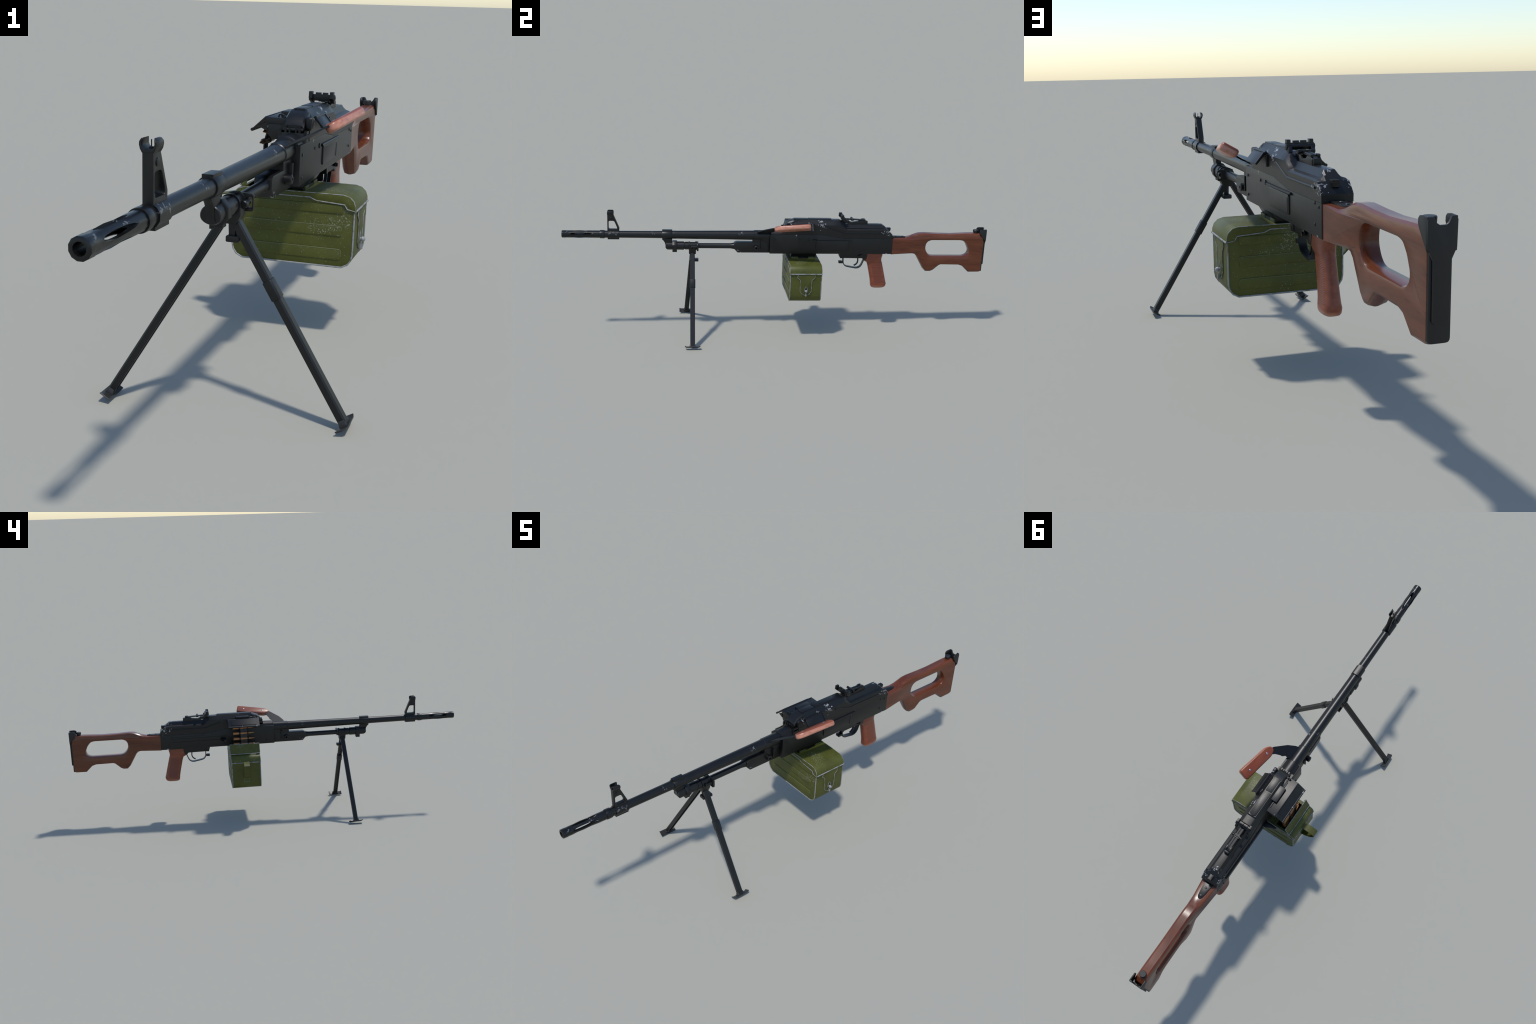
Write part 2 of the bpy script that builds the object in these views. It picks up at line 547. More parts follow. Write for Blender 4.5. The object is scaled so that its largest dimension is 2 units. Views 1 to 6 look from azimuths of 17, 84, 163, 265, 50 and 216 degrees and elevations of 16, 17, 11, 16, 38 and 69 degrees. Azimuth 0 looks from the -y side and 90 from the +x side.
# protecting ears: an open ring
ear_half = [(0.0090, 0.5580), (0.0122, 0.5635), (0.0137, 0.5695), (0.0134, 0.5745), (0.0115, 0.5785), (0.0086, 0.5795), (0.0098, 0.5755), (0.0103, 0.5705), (0.0088, 0.5665), (0.0050, 0.5630)]
ears = ear_half + [(0.0, 0.5618)] + [(-x, z) for x, z in ear_half[::-1]]
part('sight_ear', plate('y', ears, -0.8014, -0.7725, 0.0008).map(lambda p: Vector((p.x, -0.787 + (p.y + 0.787) * (1 - 0.30 * min(1.0, max(0.0, (p.z - 0.5735) / 0.006)) ** 1.7), p.z))), MAT_BARREL, barrel)
part('sight_post', lathe('z', [(0.558, 0.0035), (0.5660, 0.0035), (0.5665, 0.0009), (0.5765, 0.0009)], (0, -0.787), 10), MAT_STEEL, barrel)

# ------------------------------------------------------------------ gas system
gas = part('gas_block',
    lathe('y', [(-0.552, 0.0165), (-0.552, 0.0195), (-0.550, 0.0203), (-0.507, 0.0203), (-0.505, 0.0195), (-0.505, 0.0165)], BORE, 28)
    + plate('x', [(-0.552, 0.452), (-0.552, 0.444), (-0.545, 0.438), (-0.5395, 0.429), (-0.5360, 0.415), (-0.534, 0.404), (-0.526, 0.396), (-0.505, 0.396), (-0.505, 0.452)], -0.0085, 0.0085, 0.001)
    + plate('x', [(-0.5515, 0.478), (-0.5055, 0.478), (-0.5055, 0.4890), (-0.5515, 0.4890)], -0.0110, 0.0110, 0.001),
    MAT_STEEL, barrel)
tube = part('gas_tube',
    lathe('y', [(-0.536, 0.0175), (-0.534, 0.0193), (-0.4512, 0.0197), (-0.4504, 0.0165), (-0.4465, 0.0165), (-0.4457, 0.0180), (-0.431, 0.0180), (-0.4305, 0.0155),
                (-0.384, 0.0150), (-0.3835, 0.0120), (-0.236, 0.0122), (-0.224, 0.0140), (-0.214, 0.0160)], GAS, 28).map(lambda p: Vector((p.x, p.y + (0.0100 * min(1.0, max(0.0, (0.409 - p.z) / 0.015)) ** 1.6 if p.y < -0.53 else 0.0), p.z))), MAT_GAS)
part('gas_regulator', plate('y', [(0.0093 * a, GZ - 0.001 + 0.0093 * b) for a, b in ((2.45, 1), (1, 2.6), (-1, 2.6), (-2.45, 1), (-2.45, -1), (-1.4, -2.3), (-1.4, -3.25), (-0.75, -3.25), (-0.6, -2.9), (1.35, -2.9), (1.35, -2.3), (2.45, -1))],
     -0.504, -0.483, 0.001), MAT_GAS, tube)
chamber = part('gas_chamber',
    plate('x', [(-0.218, 0.405), (-0.202, 0.3862), (-0.045, 0.3862), (-0.045, 0.4338), (-0.207, 0.4338), (-0.218, 0.427)], -0.0195, 0.0195, 0.0015)
    + block(-0.0190, 0.0190, -0.131, -0.045, 0.430, 0.453)
    + plate('x', [(-0.094, 0.405), (-0.0885, 0.405), (-0.0885, 0.445), (-0.094, 0.445)], 0.015, 0.0300, 0.001)
    + plate('x', [(-0.094, 0.405), (-0.0885, 0.405), (-0.0885, 0.445), (-0.094, 0.445)], -0.0300, -0.015, 0.001),
    MAT_GAS, tube)
part('cross_bolt', lathe('x', [(-0.036, 0.0045), (-0.036, 0.0085), (-0.034, 0.0112), (-0.0200, 0.0115), (0.0200, 0.0115), (0.034, 0.0112), (0.036, 0.0085), (0.036, 0.0045), (0.030, 0.0040), (-0.030, 0.0040)], (-0.115, 0.412), 18, closed=True), MAT_GAS, tube)

# ------------------------------------------------------------------ receiver
rec_outline = [(-0.052, 0.3862), (0.531, 0.3866), (0.531, 0.4617), (0.302, 0.4617), (0.190, 0.4785), (-0.052, 0.4785)]
receiver = part('receiver', plate('x', rec_outline, -0.035, 0.035, 0.0015)
                + plate('x', [(0.0, 0.47), (0.040, 0.47), (0.040, 0.4975), (0.004, 0.4985)], -0.034, 0.034, 0.002)
                + block(-0.034, -0.026, 0.003, 0.030, 0.49, 0.5035) + block(0.0275, 0.034, 0.003, 0.030, 0.49, 0.5035)
                + lathe('y', [(-0.050, 0.026), (-0.047, 0.0310), (0.017, 0.0325)], BORE, 36), MAT_RECEIVER)
part('magazine_mount', plate('y', [(-0.0330, 0.389), (0.0330, 0.389), (0.0310, 0.3840), (0.0215, 0.3680), (0.0205, 0.3600), (-0.0205, 0.3600), (-0.0215, 0.3680), (-0.0310, 0.3840)], 0.0500, 0.1700, 0.003), MAT_STEEL, receiver)
# right side: pressed panel under a long rod
part('side_panel', plate('x', rounded([(0.165, 0.404), (0.321, 0.404), (0.321, 0.4515), (0.165, 0.4515)], 0.006, 3), 0.033, 0.0385, 0.002)
     + plate('x', [(0.309, 0.408), (0.314, 0.408), (0.314, 0.444), (0.311, 0.44)], 0.037, 0.0395, 0.0005), MAT_RECEIVER, receiver)
part('panel_rod', rod([(0.0372, 0.150, 0.4550), (0.0372, 0.337, 0.4550)], 0.0034, 10), MAT_STEEL, receiver)
# left side: slot rail of the charging handle
part('slot_rail', block(-0.0372, -0.034, 0.195, 0.480, 0.4370, 0.4405) + block(-0.0372, -0.034, 0.195, 0.476, 0.4205, 0.4235)
     + block(-0.0366, -0.034, 0.310, 0.480, 0.4480, 0.4500), MAT_RECEIVER, receiver)
part('charging_handle', plate('z', [(-0.030, 0.226), (-0.048, 0.224), (-0.066, 0.214), (-0.084, 0.208), (-0.086, 0.201), (-0.064, 0.199), (-0.030, 0.200)], 0.4185, 0.4325, 0.0025), MAT_STEEL, receiver)
# rivets
riv_mesh = mesh_from('rivet', lathe('x', [(0.0, 0.0042), (0.0014, 0.0040), (0.0022, 0.0026)], (0, 0), 14), MAT_STEEL, frame=IDENT)
riv_r = [(-0.032, 0.455), (0.086, 0.456), (-0.033, 0.404), (0.491, 0.458), (0.515, 0.452), (0.491, 0.412)]
riv_l = [(0.518, 0.447), (0.495, 0.456), (0.493, 0.409), (0.314, 0.456), (0.267, 0.457), (-0.012, 0.404), (0.051, 0.405)]
mats = [GUN @ Matrix.Translation((0.0348, y, z)) for y, z in riv_r]
mats += [GUN @ Matrix.Translation((0.0348, 0.132, 0.456)) @ Matrix.Scale(1.5, 4)]
mats += [GUN @ Matrix.Translation((-0.0348, y, z)) @ Matrix.Rotation(math.pi, 4, 'Z') for y, z in riv_l]
repeat('rivet', riv_mesh, mats, receiver)

# ------------------------------------------------------------------ top cover (lofted across changing sections)
def cover_section(y, half):
    left = [(-x, y, z) for x, z in half[:-1]]
    right = [(x, y, z) for x, z in half]
    return right + left[::-1]
FRONT = [(0.0352, None), (0.0355, 0.511), (0.0345, 0.5245), (0.0295, 0.5315), (0.0230, 0.5385), (0.0190, 0.5440), (0.0158, 0.5472), (0.0, 0.5480)]
REAR = [(0.0352, None), (0.0355, 0.489), (0.0352, 0.5025), (0.0315, 0.5070), (0.0220, 0.5095), (0.0165, 0.5175), (0.0122, 0.5250), (0.0, 0.5265)]
def bottom_z(y):
    if y < 0.19: return 0.4787
    if y > 0.302: return 0.4620
    return 0.4787 + (0.4620 - 0.4787) * (y - 0.19) / 0.112
def sec(y, table, top=None, squash=None):
    rows = []
    for i, (x, z) in enumerate(table):
        z = bottom_z(y) if z is None else z
        if squash and i > 0:
            z = min(z, squash - 0.0006 * (7 - i) ** 1.6)
            z = max(z, bottom_z(y) + 0.004 * (1 + i))
        if top is not None and i >= 6:
            z = min(z, top)
        rows.append((x, z))
    return cover_section(y, rows)
def dome(y, top, low):
    # front hood: narrow nose whose underside is open above the hinge
    return cover_section(y, [(0.0250, low), (0.0252, low + 0.001), (0.0253, low + 0.002), (0.0254, low + 0.003), (0.0254, low + 0.004), (0.0245, max(low + 0.005, top - 0.0085)), (0.0195, top - 0.0016), (0.0, top)])
def hood(y, top, sh):
    return cover_section(y, [(0.0352, 0.4787), (0.0355, sh - 0.012), (0.0345, sh - 0.003), (0.0300, sh), (0.0262, sh + 0.0025), (0.0240, max(sh + 0.004, top - 0.0070)), (0.0188, top - 0.0014), (0.0, top)])
secs = [dome(0.0125, 0.5160, 0.5040), dome(0.0150, 0.5215, 0.5030), dome(0.021, 0.5285, 0.5030), dome(0.0270, 0.5330, 0.5030),
        hood(0.0272, 0.5331, 0.5200), hood(0.036, 0.5385, 0.5235), hood(0.052, 0.5445, 0.5275), hood(0.062, 0.5470, 0.5300),
        sec(0.069, FRONT), sec(0.12, FRONT), sec(0.19, FRONT), sec(0.238, FRONT), sec(0.243, FRONT, top=0.5450), sec(0.276, FRONT, top=0.5445),
        sec(0.284, [(x, z if z is None else z - 0.003) for x, z in FRONT], top=0.541)]
mid = [(0.0352, None)] + [((a[0] + b[0]) / 2, (a[1] + b[1]) / 2) for a, b in zip(FRONT[1:], REAR[1:])]
secs += [sec(0.297, mid), sec(0.310, REAR), sec(0.34, REAR), sec(0.42, REAR), sec(0.470, REAR), ]
def sloped(y, cut):
    # plain sloping back face: everything above the cut line is sliced off
    rows = [(REAR[0][0], 0.4620)]
    for i, (x, z) in enumerate(REAR[1:]):
        rows.append((x, min(z, cut - 0.00012 * (6 - i))))
    return cover_section(y, rows)
secs += [sloped(0.484, 0.5245), sloped(0.496, 0.5145), sloped(0.508, 0.5040), sloped(0.519, 0.4930), sloped(0.527, 0.4845), sloped(0.5312, 0.4790)]
cover = part('top_cover', loft(secs), MAT_COVER, angle=20)
part('cover_plate', plate('z', [(0.0145, 0.130), (-0.0135, 0.128), (-0.0135, 0.232), (-0.006, 0.238), (0.006, 0.236), (0.0145, 0.232)], 0.543, 0.5496, 0.0008)
     + plate('z', [(0.0135, 0.060), (-0.0125, 0.060), (-0.0125, 0.1235), (0.0135, 0.1255)], 0.543, 0.5492, 0.0008), MAT_COVER, cover)
for sgn in (1, -1):
    part('cover_ridge', rod([(sgn * 0.0350, 0.222, 0.514), (sgn * 0.0354, 0.299, 0.4905), (sgn * 0.0354, 0.307, 0.4893), (sgn * 0.0354, 0.494, 0.4893)], 0.0030, 10, up=(1, 0, 0)), MAT_COVER, cover)
part('cover_latch', plate('x', [(0.505, 0.4925), (0.5225, 0.4925), (0.5235, 0.5075), (0.513, 0.5075), (0.500, 0.507)], -0.0080, 0.0080, 0.0008)
     + block(-0.0080, 0.0080, 0.5225, 0.5248, 0.4965, 0.4985) + block(-0.0080, 0.0080, 0.5225, 0.5248, 0.5010, 0.5030) + block(-0.0080, 0.0080, 0.5225, 0.5248, 0.5052, 0.5072), MAT_STEEL, cover)
part('hinge_pin', lathe('x', [(-0.024, 0.0050), (0.024, 0.0050)], (0.012, 0.5045), 14)
     + block(-0.019, -0.014, 0.004, 0.020, 0.498, 0.513) + block(0.014, 0.019, 0.004, 0.020, 0.498, 0.513)
     + block(-0.009, -0.005, 0.004, 0.018, 0.498, 0.510) + block(0.006, 0.010, 0.004, 0.018, 0.498, 0.510), MAT_STEEL, cover)
part('hinge_lug', plate('x', rounded([(0.021, 0.5035), (0.058, 0.5035), (0.058, 0.5270), (0.034, 0.5345), (0.021, 0.5330)], 0.006), 0.0262, 0.0400, 0.003), MAT_COVER, cover)
part('cover_catch', plate('x', [(0.1455, 0.497), (0.1565, 0.497), (0.1565, 0.5265), (0.1455, 0.5265)], 0.034, 0.0405, 0.001), MAT_STEEL, cover)
# right dust flap with its hinge rod
part('ejection_flap', plate('y', [(0.0320, 0.5290), (0.0390, 0.5325), (0.0420, 0.5310), (0.0648, 0.5040), (0.0625, 0.5015), (0.0595, 0.5030), (0.0385, 0.5275)], 0.0560, 0.1470, 0.0006)
     + plate('y', [(0.0395, 0.5310), (0.0430, 0.5325), (0.0660, 0.5050), (0.0625, 0.5015)], 0.1425, 0.1490, 0.0006)
     + rod([(0.0400, 0.055, 0.5310), (0.0400, 0.154, 0.5310)], 0.0034, 10), MAT_STEEL, cover)

# rear sight
rs = part('rear_sight',
    plate('x', [(0.318, 0.522), (0.4065, 0.522), (0.4065, 0.5380), (0.399, 0.5430), (0.376, 0.5430), (0.366, 0.5370), (0.335, 0.5335), (0.322, 0.5395)], -0.0115, 0.0115, 0.001)
    + plate('z', [(-0.0115, 0.400), (0.0115, 0.400), (0.0085, 0.411), (-0.0085, 0.411)], 0.522, 0.540, 0.001)
    + plate('x', [(0.380, 0.543), (0.400, 0.543), (0.400, 0.548), (0.394, 0.5490), (0.386, 0.5490), (0.380, 0.5465)], -0.0115, -0.0055, 0.0008)
    + plate('x', [(0.380, 0.543), (0.400, 0.543), (0.400, 0.548), (0.394, 0.5490), (0.386, 0.5490), (0.380, 0.5465)], 0.0055, 0.0115, 0.0008)
    + block(-0.008, 0.008, 0.282, 0.322, 0.530, 0.5420), MAT_STEEL, cover)
part('sight_leaf', plate('x', [(0.286, 0.5470), (0.392, 0.5420), (0.392, 0.5465), (0.286, 0.5520)], -0.0090, -0.0015, 0.0006)
     + plate('x', [(0.286, 0.5470), (0.392, 0.5420), (0.392, 0.5465), (0.286, 0.5520)], 0.0015, 0.0090, 0.0006)
     + plate('x', [(0.286, 0.5465), (0.392, 0.5415), (0.392, 0.5445), (0.286, 0.5500)], -0.0020, 0.0020), MAT_STEEL, cover)
part('sight_slider', lathe('x', [(-0.0205, 0.0042), (-0.0195, 0.0052), (-0.0120, 0.0052), (-0.0115, 0.0042), (0.0115, 0.0042), (0.0120, 0.0052), (0.0195, 0.0052), (0.0205, 0.0042)], (0.337, 0.5490), 14)
     + block(-0.0105, 0.0105, 0.331, 0.343, 0.5420, 0.5515), MAT_STEEL, cover)
ear_side = [(0.2650, 0.5560), (0.2720, 0.5490), (0.2890, 0.5420), (0.2960, 0.5450), (0.2920, 0.5530), (0.2810, 0.5620), (0.2800, 0.5722), (0.2665, 0.5722)]
part('sight_notch', (lathe('x', [(-0.0355, 0.0035), (-0.0345, 0.0060), (0.0335, 0.0060), (0.0345, 0.0035)], (0.2810, 0.5570), 14)
     + plate('y', [(-0.0335, 0.549), (0.0335, 0.549), (0.0335, 0.5650), (0.0155, 0.5650), (0.0155, 0.5697), (0.0022, 0.5697), (0.0022, 0.5655), (-0.0022, 0.5655), (-0.0022, 0.5697), (-0.0160, 0.5697), (-0.0160, 0.5650), (-0.0335, 0.5650)], 0.2720, 0.2810, 0.0005)
     + plate('x', ear_side, 0.0220, 0.0315, 0.0008) + plate('x', ear_side, -0.0325, -0.0230, 0.0008)).map(lambda p: p + Vector((-0.0005, 0.0125, 0))), MAT_STEEL, cover)

# ------------------------------------------------------------------ feed tray on the left
tray = part('feed_tray', plate('y', [(-0.018, 0.5270), (-0.0706, 0.5285), (-0.0706, 0.5150), (-0.018, 0.5120)], 0.0262, 0.1872, 0.0012)
            + plate('y', [(-0.0655, 0.5140), (-0.0655, 0.4900), (-0.0560, 0.4780), (-0.033, 0.4780), (-0.033, 0.5140)], 0.0275, 0.0480, 0.0012)
            + plate('y', [(-0.0600, 0.4840), (-0.0560, 0.4780), (-0.033, 0.4780), (-0.033, 0.4840)], 0.0470, 0.1800, 0.0010), MAT_TRAY)
part('tray_latch', plate('z', [(-0.0185, 0.0765), (-0.0480, 0.0765), (-0.0480, 0.1420), (-0.0185, 0.1420)], 0.524, 0.5385, 0.0015)
     + rod([(-0.0365, 0.047, 0.5295), (-0.0365, 0.168, 0.5295)], 0.0022, 8)
     + rod([(-0.028, 0.033, 0.529), (-0.030, 0.033, 0.5345), (-0.035, 0.033, 0.5360), (-0.040, 0.033, 0.5345), (-0.042, 0.033, 0.529)], 0.0022, 8, up=(0, 1, 0))
     + plate('z', [(-0.0190, 0.040), (-0.0350, 0.040), (-0.0350, 0.078), (-0.0190, 0.078)], 0.524, 0.5310, 0.001), MAT_TRAY, tray)
part('tray_flap', plate('y', [(-0.0690, 0.5295), (-0.0720, 0.5295), (-0.1045, 0.4990), (-0.1020, 0.4960), (-0.0690, 0.5250)], 0.0270, 0.1860, 0.0006)
     + plate('y', [(-0.0765, 0.5270), (-0.0985, 0.5063), (-0.0970, 0.5045), (-0.0745, 0.5255)], 0.042, 0.170, 0.0006)
     + rod([(-0.1035, 0.0272, 0.4973), (-0.1035, 0.1855, 0.4973)], 0.0038, 12)
     + plate('y', [(-0.066, 0.5155), (-0.0700, 0.5155), (-0.0860, 0.5050), (-0.066, 0.4960)], 0.0260, 0.0290)
     , MAT_TRAY, tray)

# ------------------------------------------------------------------ trigger group
guard = part('trigger_guard',
    plate('x', [(0.280, 0.389), (0.2880, 0.3610), (0.394, 0.3600), (0.400, 0.3520), (0.411, 0.3520), (0.416, 0.3600), (0.420, 0.389)], -0.0190, 0.0190, 0.0015)
    + plate('x', [(0.280, 0.389), (0.2880, 0.3610), (0.300, 0.3610), (0.300, 0.389)], -0.0225, 0.0225, 0.0015), MAT_STEEL)
part('guard_bow', sweep([(0, 0.3045, 0.3620), (0, 0.3050, 0.3400), (0, 0.3075, 0.3290), (0, 0.3150, 0.3200), (0, 0.3250, 0.3160), (0, 0.3660, 0.3085), (0, 0.3780, 0.3095), (0, 0.3880, 0.3150), (0, 0.3950, 0.3250), (0, 0.4020, 0.3430), (0, 0.405, 0.350)],
     [(-0.0019, -0.0095), (0.0019, -0.0095), (0.0019, 0.0095), (-0.0019, 0.0095)], up=(1, 0, 0)), MAT_STEEL, guard)
part('guard_catch', plate('x', [(0.2845, 0.3320), (0.303, 0.3320), (0.303, 0.3380), (0.300, 0.3425), (0.2845, 0.3425)], -0.0100, 0.0100, 0.001), MAT_STEEL, guard)
part('trigger', sweep([(0, 0.3760, 0.3580), (0, 0.3775, 0.3430), (0, 0.3750, 0.3330), (0, 0.3690, 0.3255), (0, 0.3590, 0.3195)],
     [(-0.0026, -0.0042), (0.0026, -0.0042), (0.0026, 0.0042), (-0.0026, 0.0042)], up=(1, 0, 0)), MAT_STEEL, guard)
part('safety_lever', plate('x', [(0.372, 0.372), (0.396, 0.372), (0.390, 0.382), (0.384, 0.380)], 0.018, 0.026, 0.001)
     + lathe('x', [(0.018, 0.005), (0.030, 0.005)], (0.386, 0.372), 12), MAT_STEEL, guard)

# pistol grip: lofted sections from the receiver down
grip_rows = [  # z, front y, back y, half width
    (0.3870, 0.4040, 0.4960, 0.0185), (0.3720, 0.4030, 0.4950, 0.0190), (0.3600, 0.4010, 0.4915, 0.0192), (0.3510, 0.4005, 0.4910, 0.0190), (0.3440, 0.4080, 0.4920, 0.0182),
    (0.3380, 0.4200, 0.4945, 0.0170), (0.3200, 0.4260, 0.4990, 0.0172), (0.2900, 0.4330, 0.5065, 0.0176), (0.2600, 0.4400, 0.5140, 0.0184), (0.2420, 0.4435, 0.5185, 0.0196),
    (0.2310, 0.4450, 0.5215, 0.0212), (0.2200, 0.4460, 0.5185, 0.0208), (0.2145, 0.4490, 0.5130, 0.0188), (0.2115, 0.4550, 0.5050, 0.0140)]
rings = []
for z, yf, yb, w in grip_rows:
    c, a = (yf + yb) / 2, (yb - yf) / 2
    ring_ = []
    for i in range(24):
        t = 2 * math.pi * i / 24
        ct, st = math.cos(t), math.sin(t)
        e = 0.62
        ring_.append((w * math.copysign(abs(ct) ** e, ct), c + a * math.copysign(abs(st) ** e, st), z))
    rings.append(ring_)
grip = part('pistol_grip', loft(rings), MAT_GRIP, angle=40)

# ------------------------------------------------------------------ stock
stock_outline = [(0.530, 0.4615), (0.598, 0.4615), (0.622, 0.4670), (0.640, 0.4740), (0.662, 0.4818), (0.690, 0.4842), (0.752, 0.4815), (0.821, 0.4802), (0.890, 0.4836), (0.935, 0.4852), (0.960, 0.4842),
                 (0.975, 0.4720), (0.982, 0.4550), (0.9825, 0.4430), (0.9820, 0.3370), (0.9815, 0.3000), (0.9730, 0.2935), (0.9200, 0.2930), (0.8890, 0.3225), (0.8690, 0.3290), (0.7810, 0.3300), (0.7720, 0.3265), (0.7450, 0.3015), (0.7320, 0.2935),
                 (0.7100, 0.2935), (0.6945, 0.3090), (0.6590, 0.3720), (0.6490, 0.3815), (0.6370, 0.3845), (0.530, 0.3830)]
stock_hole = rounded([(0.6985, 0.4140), (0.7005, 0.4320), (0.7085, 0.4445), (0.7250, 0.4515), (0.8680, 0.4520), (0.8860, 0.4480), (0.9020, 0.4300), (0.9150, 0.4020), (0.9130, 0.3870), (0.9020, 0.3755), (0.8850, 0.3712), (0.7390, 0.3712), (0.7230, 0.3755), (0.7110, 0.3860), (0.7015, 0.4010)], 0.006, 3)
def stock_chamfer(p):
    y, z = p.x, p.y
    if y > 0.974: return 0.0025
    if y < 0.535: return 0.0015
    if z > 0.455:
        return 0.0035 + 0.0105 * min(1.0, max(0.0, (y - 0.545) / 0.10))
    t = min(1.0, max(0.0, (y - 0.60) / 0.05))
    if y < 0.735: return 0.002 + 0.0110 * t
    return 0.002 + 0.0045 * t
def stock_depth(p):
    if p.y > 0.45 or p.x > 0.77: return 0.0095
    return 0.0095 + 0.0095 * min(1.0, max(0.0, (0.375 - p.y) / 0.06))
sg = plate('x', stock_outline, -0.0225, 0.0225, stock_chamfer, [stock_hole], 0.0070, depth=stock_depth, segs=2)
def stock_taper(p):
    k = 1.0
    if p.y < 0.66:
        t = min(1.0, max(0.0, (0.66 - p.y) / 0.128))
        k = 1.0 + 0.46 * t ** 1.35
    lower = 1.0 - 0.06 * min(1.0, max(0.0, (0.40 - p.z) / 0.1))
    return Vector((p.x * k * lower, p.y, p.z))
stock = part('stock', sg.map(stock_taper), MAT_STOCK, angle=24)
part('tang', plate('z', [(0.0175, 0.529), (0.0125, 0.575), (0.0095, 0.592), (0.004, 0.600), (-0.004, 0.600), (-0.0095, 0.592), (-0.0125, 0.575), (-0.0175, 0.529)], 0.455, 0.4655, 0.001), MAT_STEEL, stock)
screw_mesh = mesh_from('tang_screw', lathe('z', [(-0.001, 0.0050), (0.0010, 0.0050), (0.0020, 0.0036)], (0, 0), 14), MAT_DARK, frame=IDENT)
repeat('tang_screw', screw_mesh, [GUN @ Matrix.Translation((0, y, 0.4657)) for y in (0.553, 0.586)], stock)
part('butt_pad', plate('y', rounded([(-0.0208, 0.2965), (0.0208, 0.2965), (0.0208, 0.4530), (-0.0208, 0.4530)], 0.009, 4), 0.9740, 0.9846, 0.002), MAT_BLACK, stock)
rest_outline = [(-0.0165, 0.3350), (-0.0125, 0.3310), (0.0125, 0.3310), (0.0165, 0.3350), (0.0172, 0.4350), (0.0275, 0.4560), (0.0285, 0.5010), (0.0250, 0.5070), (0.0165, 0.5070), (0.0105, 0.4965), (0.005, 0.4930),
                (-0.005, 0.4930), (-0.0105, 0.4965), (-0.0165, 0.5070), (-0.0250, 0.5070), (-0.0285, 0.5010), (-0.0275, 0.4560), (-0.0172, 0.4350)]
part('shoulder_rest', plate('y', [(x * 0.95, z) for x, z in rest_outline], 0.9850, 0.9912, 0.0024)
     + plate('x', [(0.9880, 0.450), (0.9760, 0.463), (0.9580, 0.486), (0.9550, 0.492), (0.9555, 0.5005), (0.9600, 0.5055), (0.9700, 0.5072), (0.9890, 0.5065)], 0.0215, 0.0272, 0.002)
     + plate('x', [(0.9880, 0.450), (0.9760, 0.463), (0.9580, 0.486), (0.9550, 0.492), (0.9555, 0.5005), (0.9600, 0.5055), (0.9700, 0.5072), (0.9890, 0.5065)], -0.0272, -0.0215, 0.002)
     , MAT_BLACK, stock)
part('butt_knob', lathe('z', [(0.480, 0.0095), (0.4890, 0.0095), (0.4895, 0.0122), (0.4990, 0.0126), (0.5008, 0.0112)], (0, 0.9434), 20), MAT_BLACK, stock)

# ------------------------------------------------------------------ carrying handle
face_rear, face_front = Vector((0.120, 0.1225, 0.5420)), Vector((0.0955, -0.0330, 0.5240))
ua = (face_front - face_rear).normalized()
wa = Vector((0.86, 0.0, 0.51))
wa = (wa - ua * wa.dot(ua)).normalized()
na = ua.cross(wa).normalized()
if na.z < 0:
    na = -na
def handle_map(p):
    return face_rear + ua * p.x + wa * p.y + na * p.z
h_out = rounded([(-0.002, 0.0240), (-0.002, -0.0240), (0.142, -0.0220), (0.1660, -0.0100), (0.1660, 0.0100), (0.142, 0.0220)], 0.011, 5)
handle = part('carrying_handle', plate('z', h_out, -0.0155, 0.0070, 0.0065, depth=0.0075, segs=4).map(handle_map), MAT_HANDLE, angle=45)
bolt_mesh = mesh_from('handle_bolt', lathe('z', [(-0.002, 0.0042), (0.0006, 0.0042), (0.0014, 0.0030)], (0, 0), 14), MAT_BOLT, frame=IDENT)
bm_list = []
for c in (Vector((0.1099, 0.0896, 0.5437)), Vector((0.0949, -0.0061, 0.5338))):
    d = (c - face_rear)
    c = face_rear + ua * d.dot(ua) + wa * d.dot(wa) + na * 0.0070
    bm_list.append(GUN @ Matrix.Translation(c) @ na.to_track_quat('Z', 'Y').to_matrix().to_4x4())
repeat('handle_bolt', bolt_mesh, bm_list, handle)
arm_pts = [Vector(p) for p in ((0.014, -0.0500, 0.4820), (0.016, -0.1140, 0.4810), (0.0300, -0.1080, 0.4900), (0.0556, -0.0895, 0.5031), (0.0925, -0.0454, 0.5255), (0.1020, -0.0150, 0.5270), (0.0880, -0.0120, 0.5180), (0.0742, -0.0282, 0.5107), (0.0560, -0.0390, 0.4990), (0.0498, -0.0400, 0.4945), (0.0400, -0.0500, 0.4915))]
an = Vector((0, 0, 0))
for i in range(len(arm_pts)):
    an += (arm_pts[i] - arm_pts[0]).cross(arm_pts[(i + 1) % len(arm_pts)] - arm_pts[0])
an.normalize()
cen = sum(arm_pts, Vector()) / len(arm_pts)
arm_pts = [p - an * (p - cen).dot(an) * 0.6 for p in arm_pts]
part('handle_arm', loft([[tuple(p - an * 0.0022) for p in arm_pts], [tuple(p + an * 0.0022) for p in arm_pts]]), MAT_STEEL, handle)

